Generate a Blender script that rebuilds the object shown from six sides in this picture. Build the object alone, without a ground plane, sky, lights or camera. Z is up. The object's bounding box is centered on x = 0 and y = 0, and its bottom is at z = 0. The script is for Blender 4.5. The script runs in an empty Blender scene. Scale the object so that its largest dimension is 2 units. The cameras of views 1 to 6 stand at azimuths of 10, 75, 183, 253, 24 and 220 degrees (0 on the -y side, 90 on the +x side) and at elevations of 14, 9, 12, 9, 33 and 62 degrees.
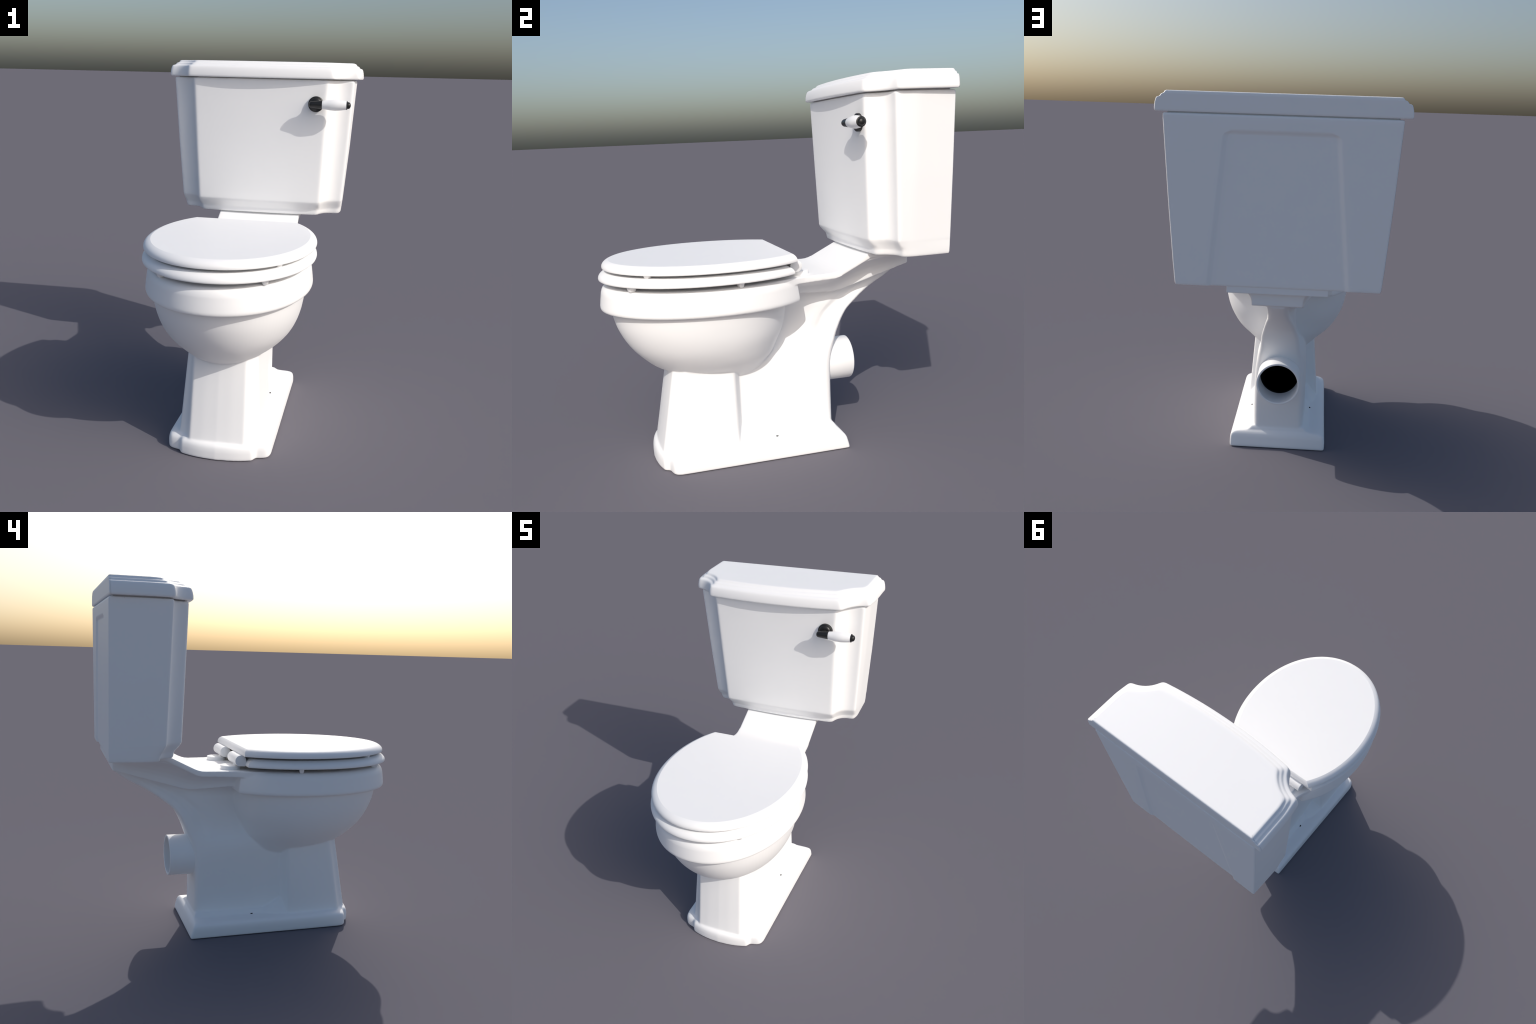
import bpy, bmesh, math
from mathutils import Vector, Matrix
from mathutils.bvhtree import BVHTree

# ------------------------------------------------------------------ helpers
def lerp(a, b, t): return a + (b - a) * t

def table(rows, z):
    """piecewise-linear interpolation of rows (key, v1, v2, ...)"""
    if z <= rows[0][0]: return rows[0][1:]
    for r, s in zip(rows, rows[1:]):
        if z <= s[0]:
            t = (z - r[0]) / (s[0] - r[0])
            return tuple(lerp(a, b, t) for a, b in zip(r[1:], s[1:]))
    return rows[-1][1:]

def spline(rows, z):
    """smooth (Catmull-Rom / Hermite) interpolation of rows (key, v...)"""
    n = len(rows)
    if z <= rows[0][0]: return rows[0][1:]
    if z >= rows[-1][0]: return rows[-1][1:]
    for i in range(n - 1):
        if z <= rows[i + 1][0]:
            break
    k0, k1 = rows[i][0], rows[i + 1][0]
    h = k1 - k0
    t = (z - k0) / h
    out = []
    for c in range(1, len(rows[0])):
        def slope(j):
            if j <= 0: return (rows[1][c] - rows[0][c]) / (rows[1][0] - rows[0][0])
            if j >= n - 1: return (rows[-1][c] - rows[-2][c]) / (rows[-1][0] - rows[-2][0])
            return (rows[j + 1][c] - rows[j - 1][c]) / (rows[j + 1][0] - rows[j - 1][0])
        p0, p1, m0, m1 = rows[i][c], rows[i + 1][c], slope(i) * h, slope(i + 1) * h
        out.append((2*t**3 - 3*t*t + 1) * p0 + (t**3 - 2*t*t + t) * m0
                   + (-2*t**3 + 3*t*t) * p1 + (t**3 - t*t) * m1)
    return tuple(out)

def smooth01(t):
    t = max(0.0, min(1.0, t))
    return t * t * (3 - 2 * t)

def make_object(name, verts, faces, material=None, sharp=None, weighted=False):
    me = bpy.data.meshes.new(name)
    me.from_pydata([tuple(v) for v in verts], [], faces)
    bm = bmesh.new(); bm.from_mesh(me)
    bmesh.ops.remove_doubles(bm, verts=bm.verts, dist=1e-6)
    bmesh.ops.recalc_face_normals(bm, faces=bm.faces)
    bm.to_mesh(me); bm.free()
    me.shade_smooth()
    if sharp is not None:
        me.set_sharp_from_angle(angle=math.radians(sharp))
    ob = bpy.data.objects.new(name, me)
    bpy.context.scene.collection.objects.link(ob)
    if material: me.materials.append(material)
    if weighted:
        m = ob.modifiers.new('weighted', 'WEIGHTED_NORMAL')
        m.keep_sharp = True; m.weight = 60
    return ob

def loft(rings, closed_ring=True, caps=True, offset=0):
    """faces and vertices through rings of equal point count"""
    n = len(rings[0])
    verts = [p for r in rings for p in r]
    faces = []
    for i in range(len(rings) - 1):
        for j in range(n if closed_ring else n - 1):
            a, b = i * n + j, i * n + (j + 1) % n
            faces.append((a, b, b + n, a + n))
    if caps:
        faces.append(tuple(range(n - 1, -1, -1)))
        faces.append(tuple(range((len(rings) - 1) * n, len(rings) * n)))
    return verts, faces

def lathe(name, profile, origin, axis, material, segs=48, sharp=35):
    """surface of revolution: profile of (distance along axis, radius)"""
    axis = Vector(axis).normalized()
    u = axis.orthogonal().normalized(); w = axis.cross(u)
    o = Vector(origin)
    rings = []
    for d, r in profile:
        rings.append([o + axis * d + (u * math.cos(a) + w * math.sin(a)) * r
                      for a in (2 * math.pi * k / segs for k in range(segs))])
    return make_object(name, *loft(rings), material, sharp)

def fillet_polyline(pts, radii, seg=6):
    """round the corners of an open polyline by cutting `radius` back along each side"""
    out = [Vector(pts[0])]
    for i in range(1, len(pts) - 1):
        p, a, b = Vector(pts[i]), Vector(pts[i - 1]), Vector(pts[i + 1])
        r = radii[i]
        d1 = min(r, (a - p).length * .49); d2 = min(r, (b - p).length * .49)
        s, e = p + (a - p).normalized() * d1, p + (b - p).normalized() * d2
        for k in range(seg + 1):
            t = k / seg
            out.append(s * (1 - t) ** 2 + p * 2 * t * (1 - t) + e * t * t)
    out.append(Vector(pts[-1]))
    return out

# ---------------------------------------------------------------- materials
def principled(name, color, rough, spec=.5, coat=0.0, noise=0.0, scale=30, bump=0.0):
    m = bpy.data.materials.new(name); m.use_nodes = True
    nt = m.node_tree; b = nt.nodes['Principled BSDF']
    b.inputs['Roughness'].default_value = rough
    b.inputs['Specular IOR Level'].default_value = spec
    b.inputs['Coat Weight'].default_value = coat
    b.inputs['Coat Roughness'].default_value = .15
    tc = nt.nodes.new('ShaderNodeTexCoord')
    nz = nt.nodes.new('ShaderNodeTexNoise')
    nz.inputs['Scale'].default_value = scale
    nz.inputs['Detail'].default_value = 4
    nt.links.new(tc.outputs['Object'], nz.inputs['Vector'])
    ramp = nt.nodes.new('ShaderNodeValToRGB')
    lo = [c * (1 - noise) for c in color]; hi = [min(1, c * (1 + noise)) for c in color]
    ramp.color_ramp.elements[0].color = (*lo, 1); ramp.color_ramp.elements[1].color = (*hi, 1)
    ramp.color_ramp.elements[0].position = .3; ramp.color_ramp.elements[1].position = .7
    nt.links.new(nz.outputs['Fac'], ramp.inputs['Fac'])
    nt.links.new(ramp.outputs['Color'], b.inputs['Base Color'])
    if bump:
        bp = nt.nodes.new('ShaderNodeBump'); bp.inputs['Strength'].default_value = bump
        bp.inputs['Distance'].default_value = .002
        nt.links.new(nz.outputs['Fac'], bp.inputs['Height'])
        nt.links.new(bp.outputs['Normal'], b.inputs['Normal'])
    return m

WHITE = (.99, .99, .99)
CERAMIC = principled('white_ceramic', WHITE, .5, noise=.004, scale=6)
SEAT = principled('white_seat_plastic', WHITE, .5, noise=.004, scale=9)
HANDLE = principled('white_porcelain_handle', WHITE, .35, noise=.004, scale=20)
BLACK = principled('black_metal', (.012, .012, .012), .4, noise=.1, scale=60)
DARK = principled('painted_shadow_black', (.010, .010, .010), .9, noise=.1, scale=40)  # white ceramic inside the outlet blackened to paint in its lack of light

# ------------------------------------------------------------- thing (root)
root = bpy.data.objects.new('toilet', None)
bpy.context.scene.collection.objects.link(root)
root['label'] = 'white close-coupled ceramic toilet with closed seat and lever'
root['category'] = 'toilet'

def part(ob, parent=None):
    ob.parent = parent or root
    return ob

# ======================================================= tank (cistern) ====
REAR = .875
def soften(pts, width, n=150):
    """resample a half outline evenly and round its corners with a running average"""
    L = [0]
    for a, b in zip(pts, pts[1:]): L.append(L[-1] + (b - a).length)
    out, k = [], 0
    for i in range(n):
        d = L[-1] * i / (n - 1)
        while k < len(pts) - 2 and d > L[k + 1]: k += 1
        out.append(pts[k].lerp(pts[k + 1], (d - L[k]) / (L[k + 1] - L[k])))
    reach = max(1, round(width / (L[-1] / (n - 1))))
    for _ in range(2):
        # extended straight at the rear, mirrored across the centre line at the front
        ext = [out[0] + (out[0] - out[j]) for j in range(reach, 0, -1)] + out + [Vector((-out[-1 - j].x, out[-1 - j].y)) for j in range(1, reach + 1)]
        out = [sum((ext[i + j] for j in range(2 * reach + 1)), Vector((0, 0))) / (2 * reach + 1) for i in range(n)]
    return out

def tank_front(xr, xs, ys, xp, yp, bow, r_side, r_panel, sag=.024, rear=REAR, shoulder=None, xside=None, r_soft=.014):
    """right half outline, rear corner -> side -> cove -> bowed front centre"""
    S, P = Vector((xs, ys)), Vector((xp, yp))
    d = P - S
    nrm = Vector((d.y, -d.x)).normalized()
    if nrm.y < 0: nrm = -nrm          # cove sinks to the rear (+y) and inwards
    pts = [Vector((xr, rear)), S]; rad = [0, r_side]
    if shoulder: pts, rad = [Vector((xr, rear)), Vector((xside or xr, shoulder)), S], [0, .07, r_side]
    N = 10
    for k in range(1, N):
        t = k / N
        pts.append(S + d * t + nrm * sag * (1 - (2 * t - 1) ** 2)); rad.append(.006)
    pts.append(P); rad.append(r_panel)
    M = 14
    for k in range(1, M + 1):
        t = k / M
        pts.append(Vector((xp * (1 - t), yp - bow * (1 - (1 - t) ** 2)))); rad.append(.006)
    q = soften(pts, r_soft)
    # rear corner rounding
    r = .008
    arc = [Vector((xr - r + r * math.cos(a), rear - r + r * math.sin(a)))
           for a in (math.pi / 2 * (1 - k / 5) for k in range(6))]
    return arc + q[1:]

def tank_ring(z):
    xr, xs, ys, xp, yp, bow = table([
        (1.079, .498, .506, .611, .370, .522, .014),
        (1.110, .502, .513, .606, .374, .517, .014),
        (1.120, .503, .515, .602, .376, .511, .014),
        (1.152, .505, .522, .585, .383, .485, .012),
        (1.165, .507, .525, .579, .385, .478, .012),
        (1.500, .533, .547, .567, .398, .466, .010),
        (1.899, .559, .568, .553, .411, .452, .008)], z)
    xside, = table([(1.079, .505), (1.165, .515), (1.5, .542), (1.899, .567)], z)
    half = tank_front(xr, xs - .012, ys, xp, yp, bow, .030, .030, .037, REAR, .665, xside)
    # rear wall with its shallow recessed panel
    topz = 1.823
    w = lerp(.335, .262, (z - 1.08) / (topz - 1.08)) if z < topz else .262
    rr = .03
    if z > topz - rr:
        k = min(1, (z - (topz - rr)) / rr)
        w -= rr * (1 - math.sqrt(max(0, 1 - k * k)))
    down = smooth01((topz + .006 - z) / .018)
    cols = []
    e = .015
    edge = [(-1, 0), (-.6, .10), (-.2, .4), (.2, .72), (.6, .94), (1, 1)]
    xr8 = xr - .008
    right = [(lerp(w + e, xr8, t), 0) for t in (.8, .6, .4, .2, .07)]
    right += [(w - e * a, dpt) for a, dpt in edge]
    right += [((w - e) * t, 1) for t in (.93, .8, .6, .4, .2)]
    rear = right + [(0, 1)] + [(-x, d) for x, d in reversed(right)]
    rear = [Vector((x, REAR - .0105 * d * down)) for x, d in rear]
    left = [Vector((-p.x, p.y)) for p in half[:-1]]
    # order: right rear corner -> front centre -> left rear corner -> rear wall back to right
    return half + left[::-1] + rear[::-1]

zs = [1.079, 1.0795, 1.082, 1.09, 1.10, 1.107, 1.112, 1.117, 1.124, 1.132, 1.14, 1.147, 1.152, 1.157, 1.162, 1.168, 1.18]
zs += [1.18 + .04 * k for k in range(1, 15)]
zs += [1.77 + .006 * k for k in range(1, 12)] + [1.86, 1.885, 1.894, 1.898]
rings = []
def shrink(ring, d):
    c = Vector((0, .7))
    out = []
    for p in ring:
        out.append(Vector((p.x - math.copysign(min(d, abs(p.x)), p.x), p.y - d if p.y > .8 else p.y + d)))
    return out
for z in zs:
    r = tank_ring(z)
    ins = 0
    if z < 1.0795: ins = .007
    elif z < 1.08: ins = .004
    elif z < 1.083: ins = .0012
    elif z > 1.897: ins = .006
    elif z > 1.893: ins = .0015
    if ins: r = shrink(r, ins)
    rings.append([Vector((p.x, p.y, z)) for p in r])
for z, d in ((1.8985, .02), (1.93, .022)):   # neck hidden in the lid
    rings.append([Vector((p.x, p.y, z)) for p in shrink(tank_ring(1.89), d)])
tank = part(make_object('tank', *loft(rings), CERAMIC, 50, True))

# ------------------------------------------------------------------ tank lid
def lid_ring(ins, z, rear_ins=0.0):
    t = ins / .078                      # 0 at the outer edge, 1 at the top plateau
    half = tank_front(.598 - .057 * t, .586 - .055 * t, .553 + .061 * t, .443 - .040 * t, .436 + .072 * t,
                      .031, .026, .022, .029 - .013 * t, REAR - rear_ins, .66)
    left = [Vector((-p.x, p.y)) for p in half[:-1]]
    return [Vector((p.x, p.y, z)) for p in half + left[::-1]]
profile = [(.060, 1.9045, .03), (.010, 1.9045, .006), (.004, 1.9055, .003), (.001, 1.909, .001), (0, 1.915, 0), (.001, 1.93, 0),
           (.004, 1.945, 0), (.008, 1.957, 0), (.012, 1.964, 0), (.017, 1.968, 0), (.024, 1.970, 0),
           (.032, 1.9715, 0), (.037, 1.9745, 0), (.041, 1.979, 0), (.046, 1.983, 0), (.052, 1.9848, 0),
           (.057, 1.986, .0005), (.062, 1.989, .001), (.066, 1.994, .002), (.071, 1.998, .004), (.078, 1.9997, .008), (.088, 2.0, .013)]
rings = [lid_ring(i, z, r) for i, z, r in profile]
tank_lid = part(make_object('tank_lid', *loft(rings), CERAMIC, 40, True))

# ============================================================ flush lever ===
LX, LZ = .340, 1.760
face_y = .448
rosette_profile = [(-.01, .046), (.005, .046), (.009, .045), (.0115, .042), (.0125, .0385), (.014, .0375),
                   (.019, .034), (.022, .028), (.023, .016), (.05, .013), (.058, .012)]
rosette = lathe('rosette', rosette_profile, (LX, face_y, LZ), (0, -1, 0), BLACK)
LY = .386
arm = [(-.036, .001), (-.0355, .006), (-.033, .012), (-.028, .017), (-.018, .0195), (0, .0205), (.02, .0225), (.038, .0240), (.0425, .0242), (.0425, .019)]
lever = lathe('flush_lever', arm, (LX, LY, LZ), (1, 0, 0), BLACK)
grip = [(.0418, .01), (.0418, .0235), (.045, .0247), (.06, .0258), (.08, .0292), (.10, .0316), (.12, .0322), (.14, .0308),
        (.165, .0274), (.18, .0254), (.1845, .0243), (.1850, .01)]
handle = lathe('handle', grip, (LX, LY, LZ), (1, 0, 0), HANDLE)
cap = [(.1842, .01), (.1842, .0253), (.1872, .0258), (.1885, .0235), (.1895, .0195), (.196, .0192), (.201, .0170), (.205, .0125), (.2075, .006), (.208, .001)]
lever_cap = lathe('end_cap', cap, (LX, LY, LZ), (1, 0, 0), BLACK)
part(lever); part(rosette, lever); part(handle, lever); part(lever_cap, lever)

# ===================================================== seat lid, seat ring ===
def seat_outline(a, cy, bf, br, yrear, p=2.05, corner=0.0, n=120):
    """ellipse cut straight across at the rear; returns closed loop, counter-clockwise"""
    te = math.asin(min(1, (yrear - cy) / br))
    pts = []
    for k in range(n + 1):                       # right rear corner round the front to left rear corner
        t = lerp(te, -math.pi - te, k / n)
        c, s = math.cos(t), math.sin(t)
        b = bf if s < 0 else br
        pts.append(Vector((a * math.copysign(abs(c) ** (2 / p), c), cy + b * math.copysign(abs(s) ** (2 / p), s))))
    ye = pts[0].y
    xe = pts[0].x
    rear = [Vector((-xe + 2 * xe * k / 20, ye)) for k in range(1, 20)]
    pts = pts + rear
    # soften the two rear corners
    m = len(pts)
    def corner_round(idx):
        p = pts[idx].copy(); a_, b_ = pts[idx - 1], pts[(idx + 1) % m]
        pts[idx] = p + ((a_ - p).normalized() + (b_ - p).normalized()) * corner * .25
    corner_round(0); corner_round(n)
    return pts

def inset_ring(shape, ins, z, rear=1.0):
    """the same outline, made `ins` smaller all round"""
    a, cy, bf, br, yrear = shape
    return [Vector((p.x, p.y, z)) for p in seat_outline(a - ins, cy, bf - ins, br - ins, yrear - ins * rear)]

def round_plate(name, pts, prof, mat):
    rings = [inset_ring(pts, i, z, .5) for i, z in prof]
    return make_object(name, *loft(rings), mat, 12, True)

lid_pts = (.4435, -.292, .562, .575, .107)
def quarter(depth, z0, z1, steps=11, end=65):
    """side of a seat board: starts upright at z0, leans in by `depth` on the way to z1, ends with a slight edge"""
    e = math.radians(end)
    return [(depth * (1 - math.cos(e * k / steps)) / (1 - math.cos(e)), lerp(z0, z1, math.sin(e * k / steps) / math.sin(e))) for k in range(steps + 1)]
lid_prof = [(.060, 1.0705), (.006, 1.0705), (.002, 1.0718), (.0003, 1.0745)] + quarter(.036, 1.0775, 1.1122) + [(.060, 1.1122)]
seat_lid = part(round_plate('seat_lid', lid_pts, lid_prof, SEAT))

# the seat: an annulus with rounded section and an open middle
seat_pts = (.446, -.305, .570, .585, .088)
hole_prof_out = [(.060, 1.0105), (.012, 1.0100), (.004, 1.0110), (.001, 1.0135)] + quarter(.040, 1.0175, 1.0550) + [(.060, 1.0555)]
rings = [inset_ring(seat_pts, i, z) for i, z in hole_prof_out]
inner = []
for ring_z, ins in ((1.0540, 0), (1.045, .012), (1.03, .016), (1.016, .010), (1.0105, 0)):
    ring = []
    for p in seat_outline(*seat_pts):
        v = Vector((p.x, p.y + .33))
        ang = math.atan2(v.y, v.x)
        a_, b_ = .275 - ins, .36 - ins
        ring.append(Vector((a_ * math.cos(ang), -.40 + b_ * math.sin(ang), ring_z)))
    inner.append(ring)
all_rings = rings + inner
verts, faces = loft(all_rings + [all_rings[0]], caps=False)
seat = part(make_object('seat', verts, faces, SEAT, 14, True))

# bumpers, little tapered blocks
def bumper(parent, x, y, z0, z1, half, deep, name='bumper'):
    nx, ny = Vector((x, y + .3)).normalized()
    t = Vector((-ny, nx, 0)); r = Vector((nx, ny, 0))
    rings = []
    for z, s in ((z0, .55), (z0 + .003, .72), (lerp(z0, z1, .6), .9), (z1, 1.05)):
        ring = []
        for k in range(16):
            a = 2 * math.pi * k / 16
            c, sn = math.cos(a), math.sin(a)
            cx = math.copysign(abs(c) ** .5, c); sy = math.copysign(abs(sn) ** .5, sn)
            ring.append(Vector((x, y, z)) + t * cx * half * s + r * (sy * deep * s - deep * .45))
        rings.append(ring)
    return part(make_object(name, *loft(rings), SEAT, 45), parent)
for sx in (1, -1):
    bumper(seat, sx * .395, -.205, .9835, 1.014, .0155, .026)
    bumper(seat, sx * .255, -.735, .9835, 1.014, .0155, .026)
    bumper(seat_lid, sx * .305, -.655, 1.048, 1.074, .018, .018)

# hinges: a floor disc, a block and a barrel at each side
for sx in (1, -1):
    disc = lathe('hinge', [(-.004, .058), (.016, .0595), (.0195, .058), (.0205, .054), (.0207, .001)], (sx * .174, .153, .985), (0, 0, 1), SEAT)
    part(disc)
    rings = []
    r, cy, cz = .032, .118, 1.0405
    prof = []
    for k in range(25):                          # round at the back and top, squared below the front
        a = math.radians(lerp(-70, 180, k / 24))
        prof.append(Vector((cy + r * math.cos(a), cz + r * math.sin(a))))
    prof += [Vector((cy - r, cz - r * .75)), Vector((cy - r * .8, cz - r * .98))]
    for x, s in ((.0865, .94), (.088, 1), (.268, 1), (.2695, .94)):
        rings.append([Vector((sx * x, cy + (p.x - cy) * s, cz + (p.y - cz) * s)) for p in prof])
    part(make_object('barrel', *loft(rings), SEAT, 40), disc)
    # post between disc and barrel
    rings = []
    for z, a, b in ((1.000, .030, .024), (1.022, .026, .018), (1.035, .024, .014)):
        rings.append([Vector((sx * .174 + a * math.cos(t), .116 + b * math.sin(t), z)) for t in (2 * math.pi * k / 24 for k in range(24))])
    part(make_object('post', *loft(rings), SEAT, 40), disc)

# ============================================== ceramic pan, one smooth body
sources = {}
def source(region, verts, faces):
    ob = make_object('helper_' + region, verts, faces)
    sources.setdefault(region, []).append(ob)

# rim -----------------------------------------------------------------
rim_pts = (.4305, -.297, .578, .560, .126)
rim_prof = [(.06, .852), (.012, .852), (.005, .855), (.001, .862), (0, .872), (.003, .90), (.009, .945), (.013, .958), (.018, .968), (.026, .9765), (.036, .982), (.05, .9845), (.07, .9845)]
source('rim', *loft([inset_ring(rim_pts, i, z) for i, z in rim_prof]))

# bowl: stacked egg sections (z, half width, front y, rear y, y of the widest place)
bowl_rows = [(.415, .08, -.385, -.095, -.22), (.45, .138, -.452, -.045, -.195), (.48, .174, -.524, -.01, -.195), (.52, .231, -.608, .008, -.24),
             (.57, .289, -.670, .035, -.265), (.63, .335, -.727, .058, -.29), (.70, .367, -.773, .088, -.30), (.78, .386, -.806, .104, -.31), (.90, .402, -.828, .105, -.31)]
rings = []
for k in range(50):
    z = lerp(.415, .90, (k / 49) ** 1.4)
    a, f, r, yc = spline(bowl_rows, z)
    ring = []
    for j in range(120):
        t = 2 * math.pi * j / 120
        c, s = math.cos(t), math.sin(t)
        b, p = ((yc - f), 2.05) if s < 0 else ((r - yc), lerp(2.06, 2.26, smooth01((z - .5) / .1)))
        ring.append(Vector((a * math.copysign(abs(c) ** (2 / p), c), yc + b * math.copysign(abs(s) ** (2 / p), s), z)))
    rings.append(ring)
source('bowl', *loft(rings))

# deck slab behind the seat, rising to the tank: (y, half width, z low, z high)
deck_rows = [(-.12, .27, .950, .9845), (0, .335, .950, .9845), (.06, .318, .950, .9845), (.10, .300, .949, .9845), (.13, .288, .948, .9845), (.16, .278, .948, .984), (.21, .269, .949, .983), (.30, .261, .9495, .983), (.32, .2595, .950, .9832), (.34, .258, .9515, .9852), (.36, .257, .956, .990),
             (.38, .256, .9635, .998), (.52, .253, 1.033, 1.067), (.535, .253, 1.040, 1.0745), (.548, .253, 1.045, 1.084), (.60, .253, 1.045, 1.084), (.70, .251, 1.045, 1.084), (.857, .248, 1.045, 1.084)]
rings = [[Vector((w, y, a)), Vector((w, y, b)), Vector((-w, y, b)), Vector((-w, y, a))] for y, w, a, b in deck_rows]
source('deck', *loft(rings))
# underside of the deck: wedge narrowing to the trapway (y, top half width, z top, low half width, z low)
wedge_rows = [(-.05, .270, .965, .19, .872), (.10, .270, .965, .185, .874), (.155, .262, .965, .178, .875), (.30, .250, .965, .145, .860), (.396, .245, .985, .125, .856),
              (.50, .243, 1.03, .127, .884), (.64, .243, 1.055, .130, .925), (.72, .225, 1.06, .131, .949), (.822, .150, 1.06, .127, .977)]
rings = []
for k in range(60):
    y = lerp(-.05, .822, k / 59)
    w, zt, h, zl = spline(wedge_rows, y)
    side = []
    for t in (0, .06, .12, .2, .3, .5, .7, .88, 1):
        side.append((h + (w - h) * (1 - t) ** 3, lerp(zt - .01, zl, t)))
    pts = [Vector((w, y, zt))] + [Vector((x, y, z)) for x, z in side]
    pts = pts + [Vector((-p.x, p.y, p.z)) for p in reversed(pts)]
    rings.append(pts)
source('deck', *loft(rings))

# trapway body (z, rear y, rear half width, half width at y=.1)
body_rows = [(.05, .343, .143, .150), (.40, .343, .142, .149), (.47, .348, .138, .147), (.51, .358, .131, .142), (.545, .370, .125, .128), (.575, .382, .120, .102),
             (.605, .393, .115, .083), (.65, .413, .110, .073), (.70, .440, .104, .069), (.742, .475, .092, .073), (.785, .530, .080, .080), (.811, .565, .072, .080), (.86, .645, .054, .104), (.90, .72, .048, .140), (.965, .812, .046, .18)]
rings = []
for k in range(70):
    z = lerp(.05, .965, k / 69)
    yr, wr, wf = spline(body_rows, z)
    yf = -.30
    pts = []
    r = min(.03, wr * .5)
    for j in range(24):
        t = j / 23
        y = lerp(yf, yr - r, t)
        u = (y - .1) / (yr - .1)
        x = lerp(wf, wr, u) if u > 0 else wf - .007 * smooth01((.1 - y) / .22)
        # shallow groove between flank and the rounded trap tube
        g = math.exp(-((yr - y - .115) / .035) ** 2) * .016 * smooth01((z - .55) / .12)
        pts.append(Vector((x - g, y, z)))
    for j in range(1, 7):
        a = math.pi / 2 * j / 6
        pts.append(Vector((wr - r + r * math.cos(a), yr - r + r * math.sin(a), z)))
    pts = pts + [Vector((-p.x, p.y, p.z)) for p in reversed(pts)]
    rings.append(pts)
source('pedestal', *loft(rings))

# front column: (z, front y, front half width, shoulder y, side half width, back y)
col_rows = [(.04, -.622, .149, -.568, .226, -.214), (.10, -.612, .147, -.558, .220, -.216), (.20, -.594, .145, -.542, .212, -.217), (.41, -.558, .1415, -.512, .197, -.219), (.50, -.542, .140, -.496, .191, -.220), (.57, -.53, .138, -.484, .187, -.22)]
rings = []
for k in range(24):
    z = lerp(.04, .57, k / 23)
    f, wf, sy, ws, bk = table(col_rows, z)
    raw = [(0, f - .010), (wf * .5, f - .0075), (wf, f), (lerp(wf, ws - .004, .42), lerp(f, sy + .012, .64)), (ws - .004, sy + .012), (ws, bk), (.14, bk + .035), (.0, bk + .035)]
    half = fillet_polyline([Vector(p) for p in raw], [0, .02, .012, .02, .016, .014, .01, 0], 6)
    pts = half + [Vector((-p.x, p.y)) for p in reversed(half[1:-1])]
    rings.append([Vector((p.x, p.y, z)) for p in pts])
source('pedestal', *loft(rings))

# plinth: flat foot with a notched, bowed front
def plinth_half(side, front, rear):
    raw = [(0, -.652 + front), (.07, -.648 + front), (.13, -.638 + front), (.189 - side * .5, -.620 + front), (.204 - side * .7, -.592 + front), (.226 - side, -.587 + front), (.262 - side, -.575 + front), (.276 - side, -.545 + front),
           (.276 - side, -.30), (.275 - side, .0), (.275 - side, .393 - rear), (0, .393 - rear)]
    rad = [0, .03, .03, .012, .012, .015, .03, .03, .05, .05, .012, 0]
    return fillet_polyline([Vector(p) for p in raw], rad, 6)
plinth_prof = [(0, .004, .004, .002), (.004, .001, .001, 0), (.02, .000, .000, .003), (.045, .000, .000, .010), (.060, .002, .002, .014), (.070, .005, .005, .0185),
               (.077, .011, .010, .023), (.082, .021, .016, .027), (.085, .035, .021, .030), (.087, .055, .026, .033), (.0885, .075, .029, .036), (.092, .095, .032, .039), (.100, .107, .036, .043), (.112, .120, .044, .052)]
rings = []
for z, s, f, r in plinth_prof:
    half = plinth_half(s, f, r)
    pts = half + [Vector((-p.x, p.y)) for p in reversed(half[1:-1])]
    rings.append([Vector((p.x, p.y, z)) for p in pts])
source('plinth', *loft(rings))

# soft mound filling the corner behind the column
for sx in (1, -1):
    rings = []
    for k in range(13):
        t = k / 12
        m = (1 - t) ** 1.2 + .02
        rings.append([Vector((sx * .150 + .085 * m * math.cos(a), -.205 + .21 * m * math.sin(a), lerp(.06, .19, t))) for a in (2 * math.pi * j / 32 for j in range(32))])
    source('plinth', *loft(rings))

# fuse: join all sources, voxel-remesh, soften
trees = {}
bm_all = bmesh.new()
for region, obs in sources.items():
    bmr = bmesh.new()
    for ob in obs:
        bmr.from_mesh(ob.data); bm_all.from_mesh(ob.data)
    trees[region] = BVHTree.FromBMesh(bmr)
    bmr.free()
me = bpy.data.meshes.new('pan')
bm_all.to_mesh(me); bm_all.free()
pan = bpy.data.objects.new('pan', me)
bpy.context.scene.collection.objects.link(pan)
for obs in sources.values():
    for ob in obs:
        bpy.data.objects.remove(ob, do_unlink=True)
rm = pan.modifiers.new('fuse', 'REMESH'); rm.mode = 'VOXEL'; rm.voxel_size = .0042; rm.adaptivity = 0
sm = pan.modifiers.new('soften', 'SMOOTH'); sm.factor = .5; sm.iterations = 7

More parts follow.
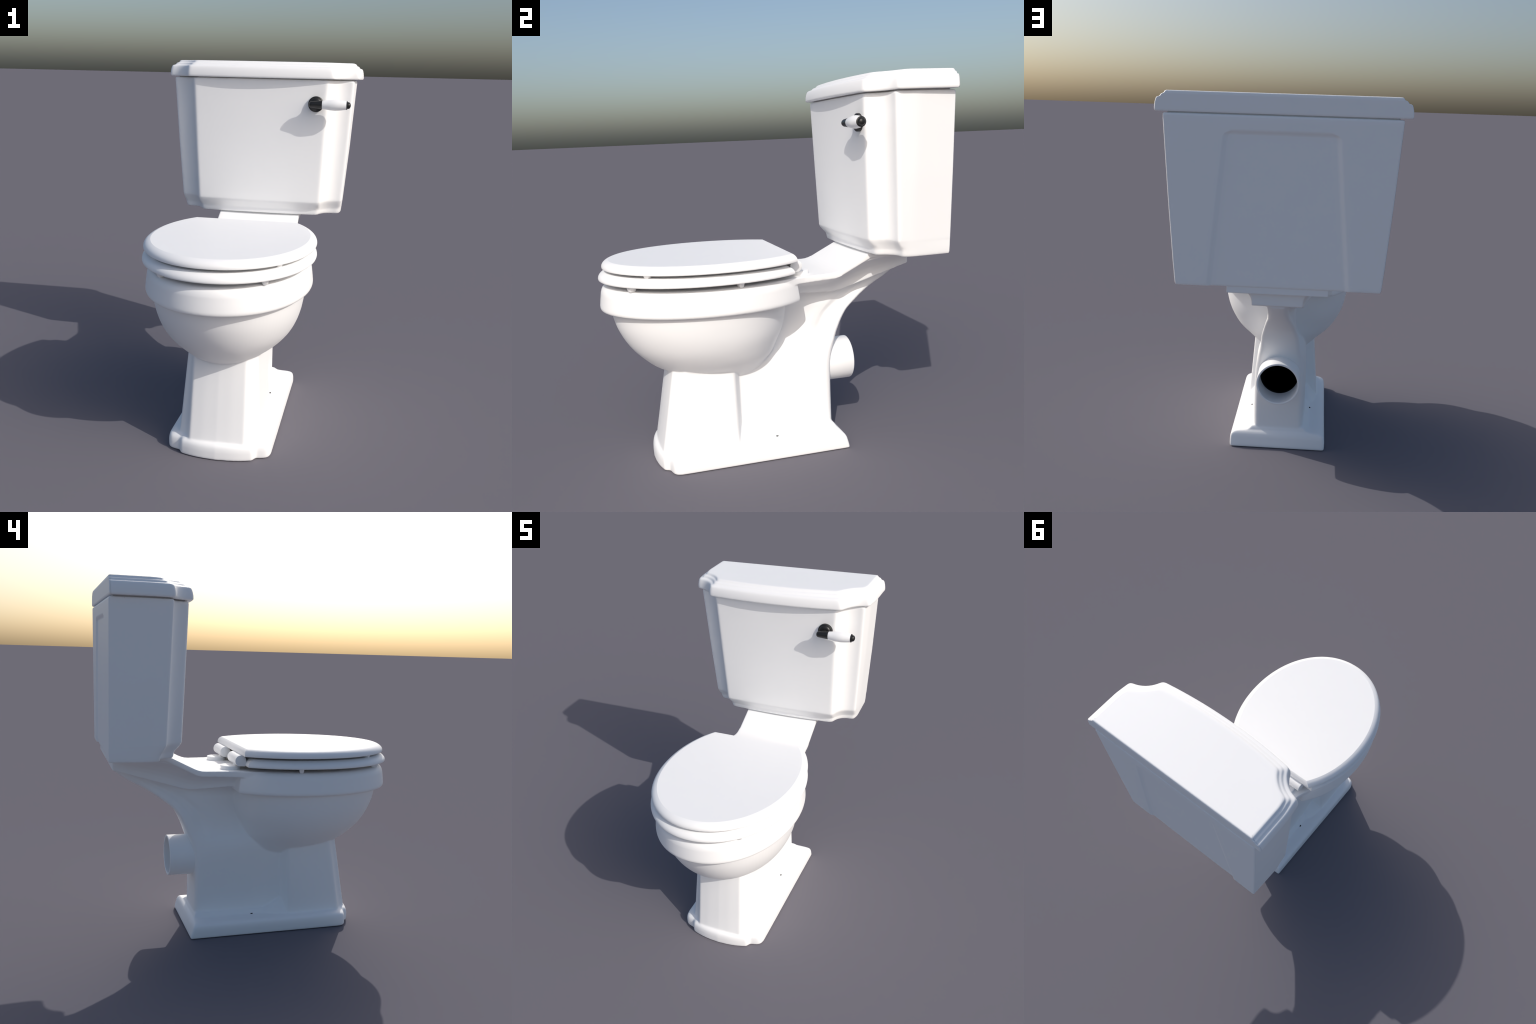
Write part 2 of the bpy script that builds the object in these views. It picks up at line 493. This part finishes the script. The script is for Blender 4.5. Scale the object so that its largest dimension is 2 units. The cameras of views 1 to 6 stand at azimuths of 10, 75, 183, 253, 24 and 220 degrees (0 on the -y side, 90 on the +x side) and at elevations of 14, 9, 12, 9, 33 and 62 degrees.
# cutters: bowl basin, drain bore
def cutter(verts, faces):
    ob = make_object('helper_cut', verts, faces)
    ob.hide_render = True
    return ob
rings = []
for z, k in ((.49, .18), (.50, .32), (.53, .5), (.60, .72), (.70, .88), (.82, .96), (.93, .97), (.955, .90), (1.02, .90)):
    rings.append([Vector((.30 * k * math.cos(t), -.40 + .37 * k * math.sin(t), z)) for t in (2 * math.pi * j / 64 for j in range(64))])
basin_cut = cutter(*loft(rings))
PIPE_Z, PIPE_R, BORE = .434, .121, .109
def hollow(R, y, p=2.0, half_x=None, z0=None, z1=None):
    """ring of the drain cavity: round at the pipe, boxy further in"""
    ring = []
    for j in range(72):
        t = 2 * math.pi * j / 72
        c, s = math.cos(t), math.sin(t)
        c, s = math.copysign(abs(c) ** (2 / p), c), math.copysign(abs(s) ** (2 / p), s)
        if half_x: ring.append(Vector((half_x * c, y, (z0 + z1) / 2 + (z1 - z0) / 2 * s)))
        else: ring.append(Vector((R * c, y, PIPE_Z + R * s)))
    return ring
def cavity(g, y_out):
    return [hollow(.113 - g, y_out), hollow(.113 - g, .325), hollow(0, .318 - g, 8, .112 - g, .03 + g, .535 - g), hollow(0, -.17, 8, .112 - g, .03 + g, .455 - g), hollow(0, -.50 + g, 8, .112 - g, .03 + g, .42 - g)]
bore_cut = cutter(*loft(cavity(0, .5)))
for c in (basin_cut, bore_cut):
    b = pan.modifiers.new('cut', 'BOOLEAN'); b.operation = 'DIFFERENCE'; b.object = c; b.solver = 'EXACT'
dg = bpy.context.evaluated_depsgraph_get()
fused = bpy.data.meshes.new_from_object(pan.evaluated_get(dg))
bpy.data.objects.remove(pan, do_unlink=True)
for c in (basin_cut, bore_cut): bpy.data.objects.remove(c, do_unlink=True)
zmin = min(v.co.z for v in fused.vertices)
for v in fused.vertices:
    if v.co.z < .012: v.co.z = max(0, v.co.z - zmin * (1 - v.co.z / .012))
fused.shade_smooth()
fused.update()

pan_tree = BVHTree.FromPolygons([v.co for v in fused.vertices], [p.vertices for p in fused.polygons])
# split the fused body by region, sharing the whole body's normals
normals = [v.normal.copy() for v in fused.vertices]
order = ('rim', 'bowl', 'deck', 'pedestal', 'plinth')
face_region = []
for p in fused.polygons:
    c = p.center
    best = min(order, key=lambda r: trees[r].find_nearest(c)[3])
    face_region.append(best)
for region in order:
    vmap, verts, norms, faces = {}, [], [], []
    for p, r in zip(fused.polygons, face_region):
        if r != region: continue
        f = []
        for vi in p.vertices:
            if vi not in vmap:
                vmap[vi] = len(verts); verts.append(fused.vertices[vi].co[:]); norms.append(normals[vi])
            f.append(vmap[vi])
        faces.append(f)
    m = bpy.data.meshes.new(region)
    m.from_pydata(verts, [], faces)
    m.shade_smooth()
    m.materials.append(CERAMIC)
    m.normals_split_custom_set_from_vertices(norms)
    ob = bpy.data.objects.new(region, m)
    bpy.context.scene.collection.objects.link(ob)
    part(ob)

# outlet pipe ---------------------------------------------------------------
def ring_y(R, y):
    return [Vector((R * math.cos(t), y, PIPE_Z + R * math.sin(t))) for t in (2 * math.pi * j / 72 for j in range(72))]
prof = [(PIPE_R, .33), (PIPE_R, .486), (PIPE_R - .001, .489), (PIPE_R - .003, .4905), (BORE + .003, .4905), (BORE + .001, .489), (BORE, .486), (BORE, .352), (BORE + .0035, .352), (BORE + .0035, .33)]
rings = [ring_y(R, y) for R, y in prof]
v, f = loft(rings + [rings[0]], caps=False)
pipe = part(make_object('outlet_pipe', v, f, CERAMIC, 40))
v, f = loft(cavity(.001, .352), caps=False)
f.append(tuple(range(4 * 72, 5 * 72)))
part(make_object('drain_shadow_lining', v, f, DARK, 40), pipe)

# bolt holes, not drilled: flush black discs on the plinth top ------------------------------------------------------------
for sx in (1, -1):
    hit, nrm, _, _ = pan_tree.ray_cast(Vector((sx * .179, .003, .2)), Vector((0, 0, -1)))
    part(lathe('bolt_hole_dark_disc', [(-.02, .0078), (.0003, .0078), (.0005, .001)], hit, (0, 0, 1), DARK, 24))
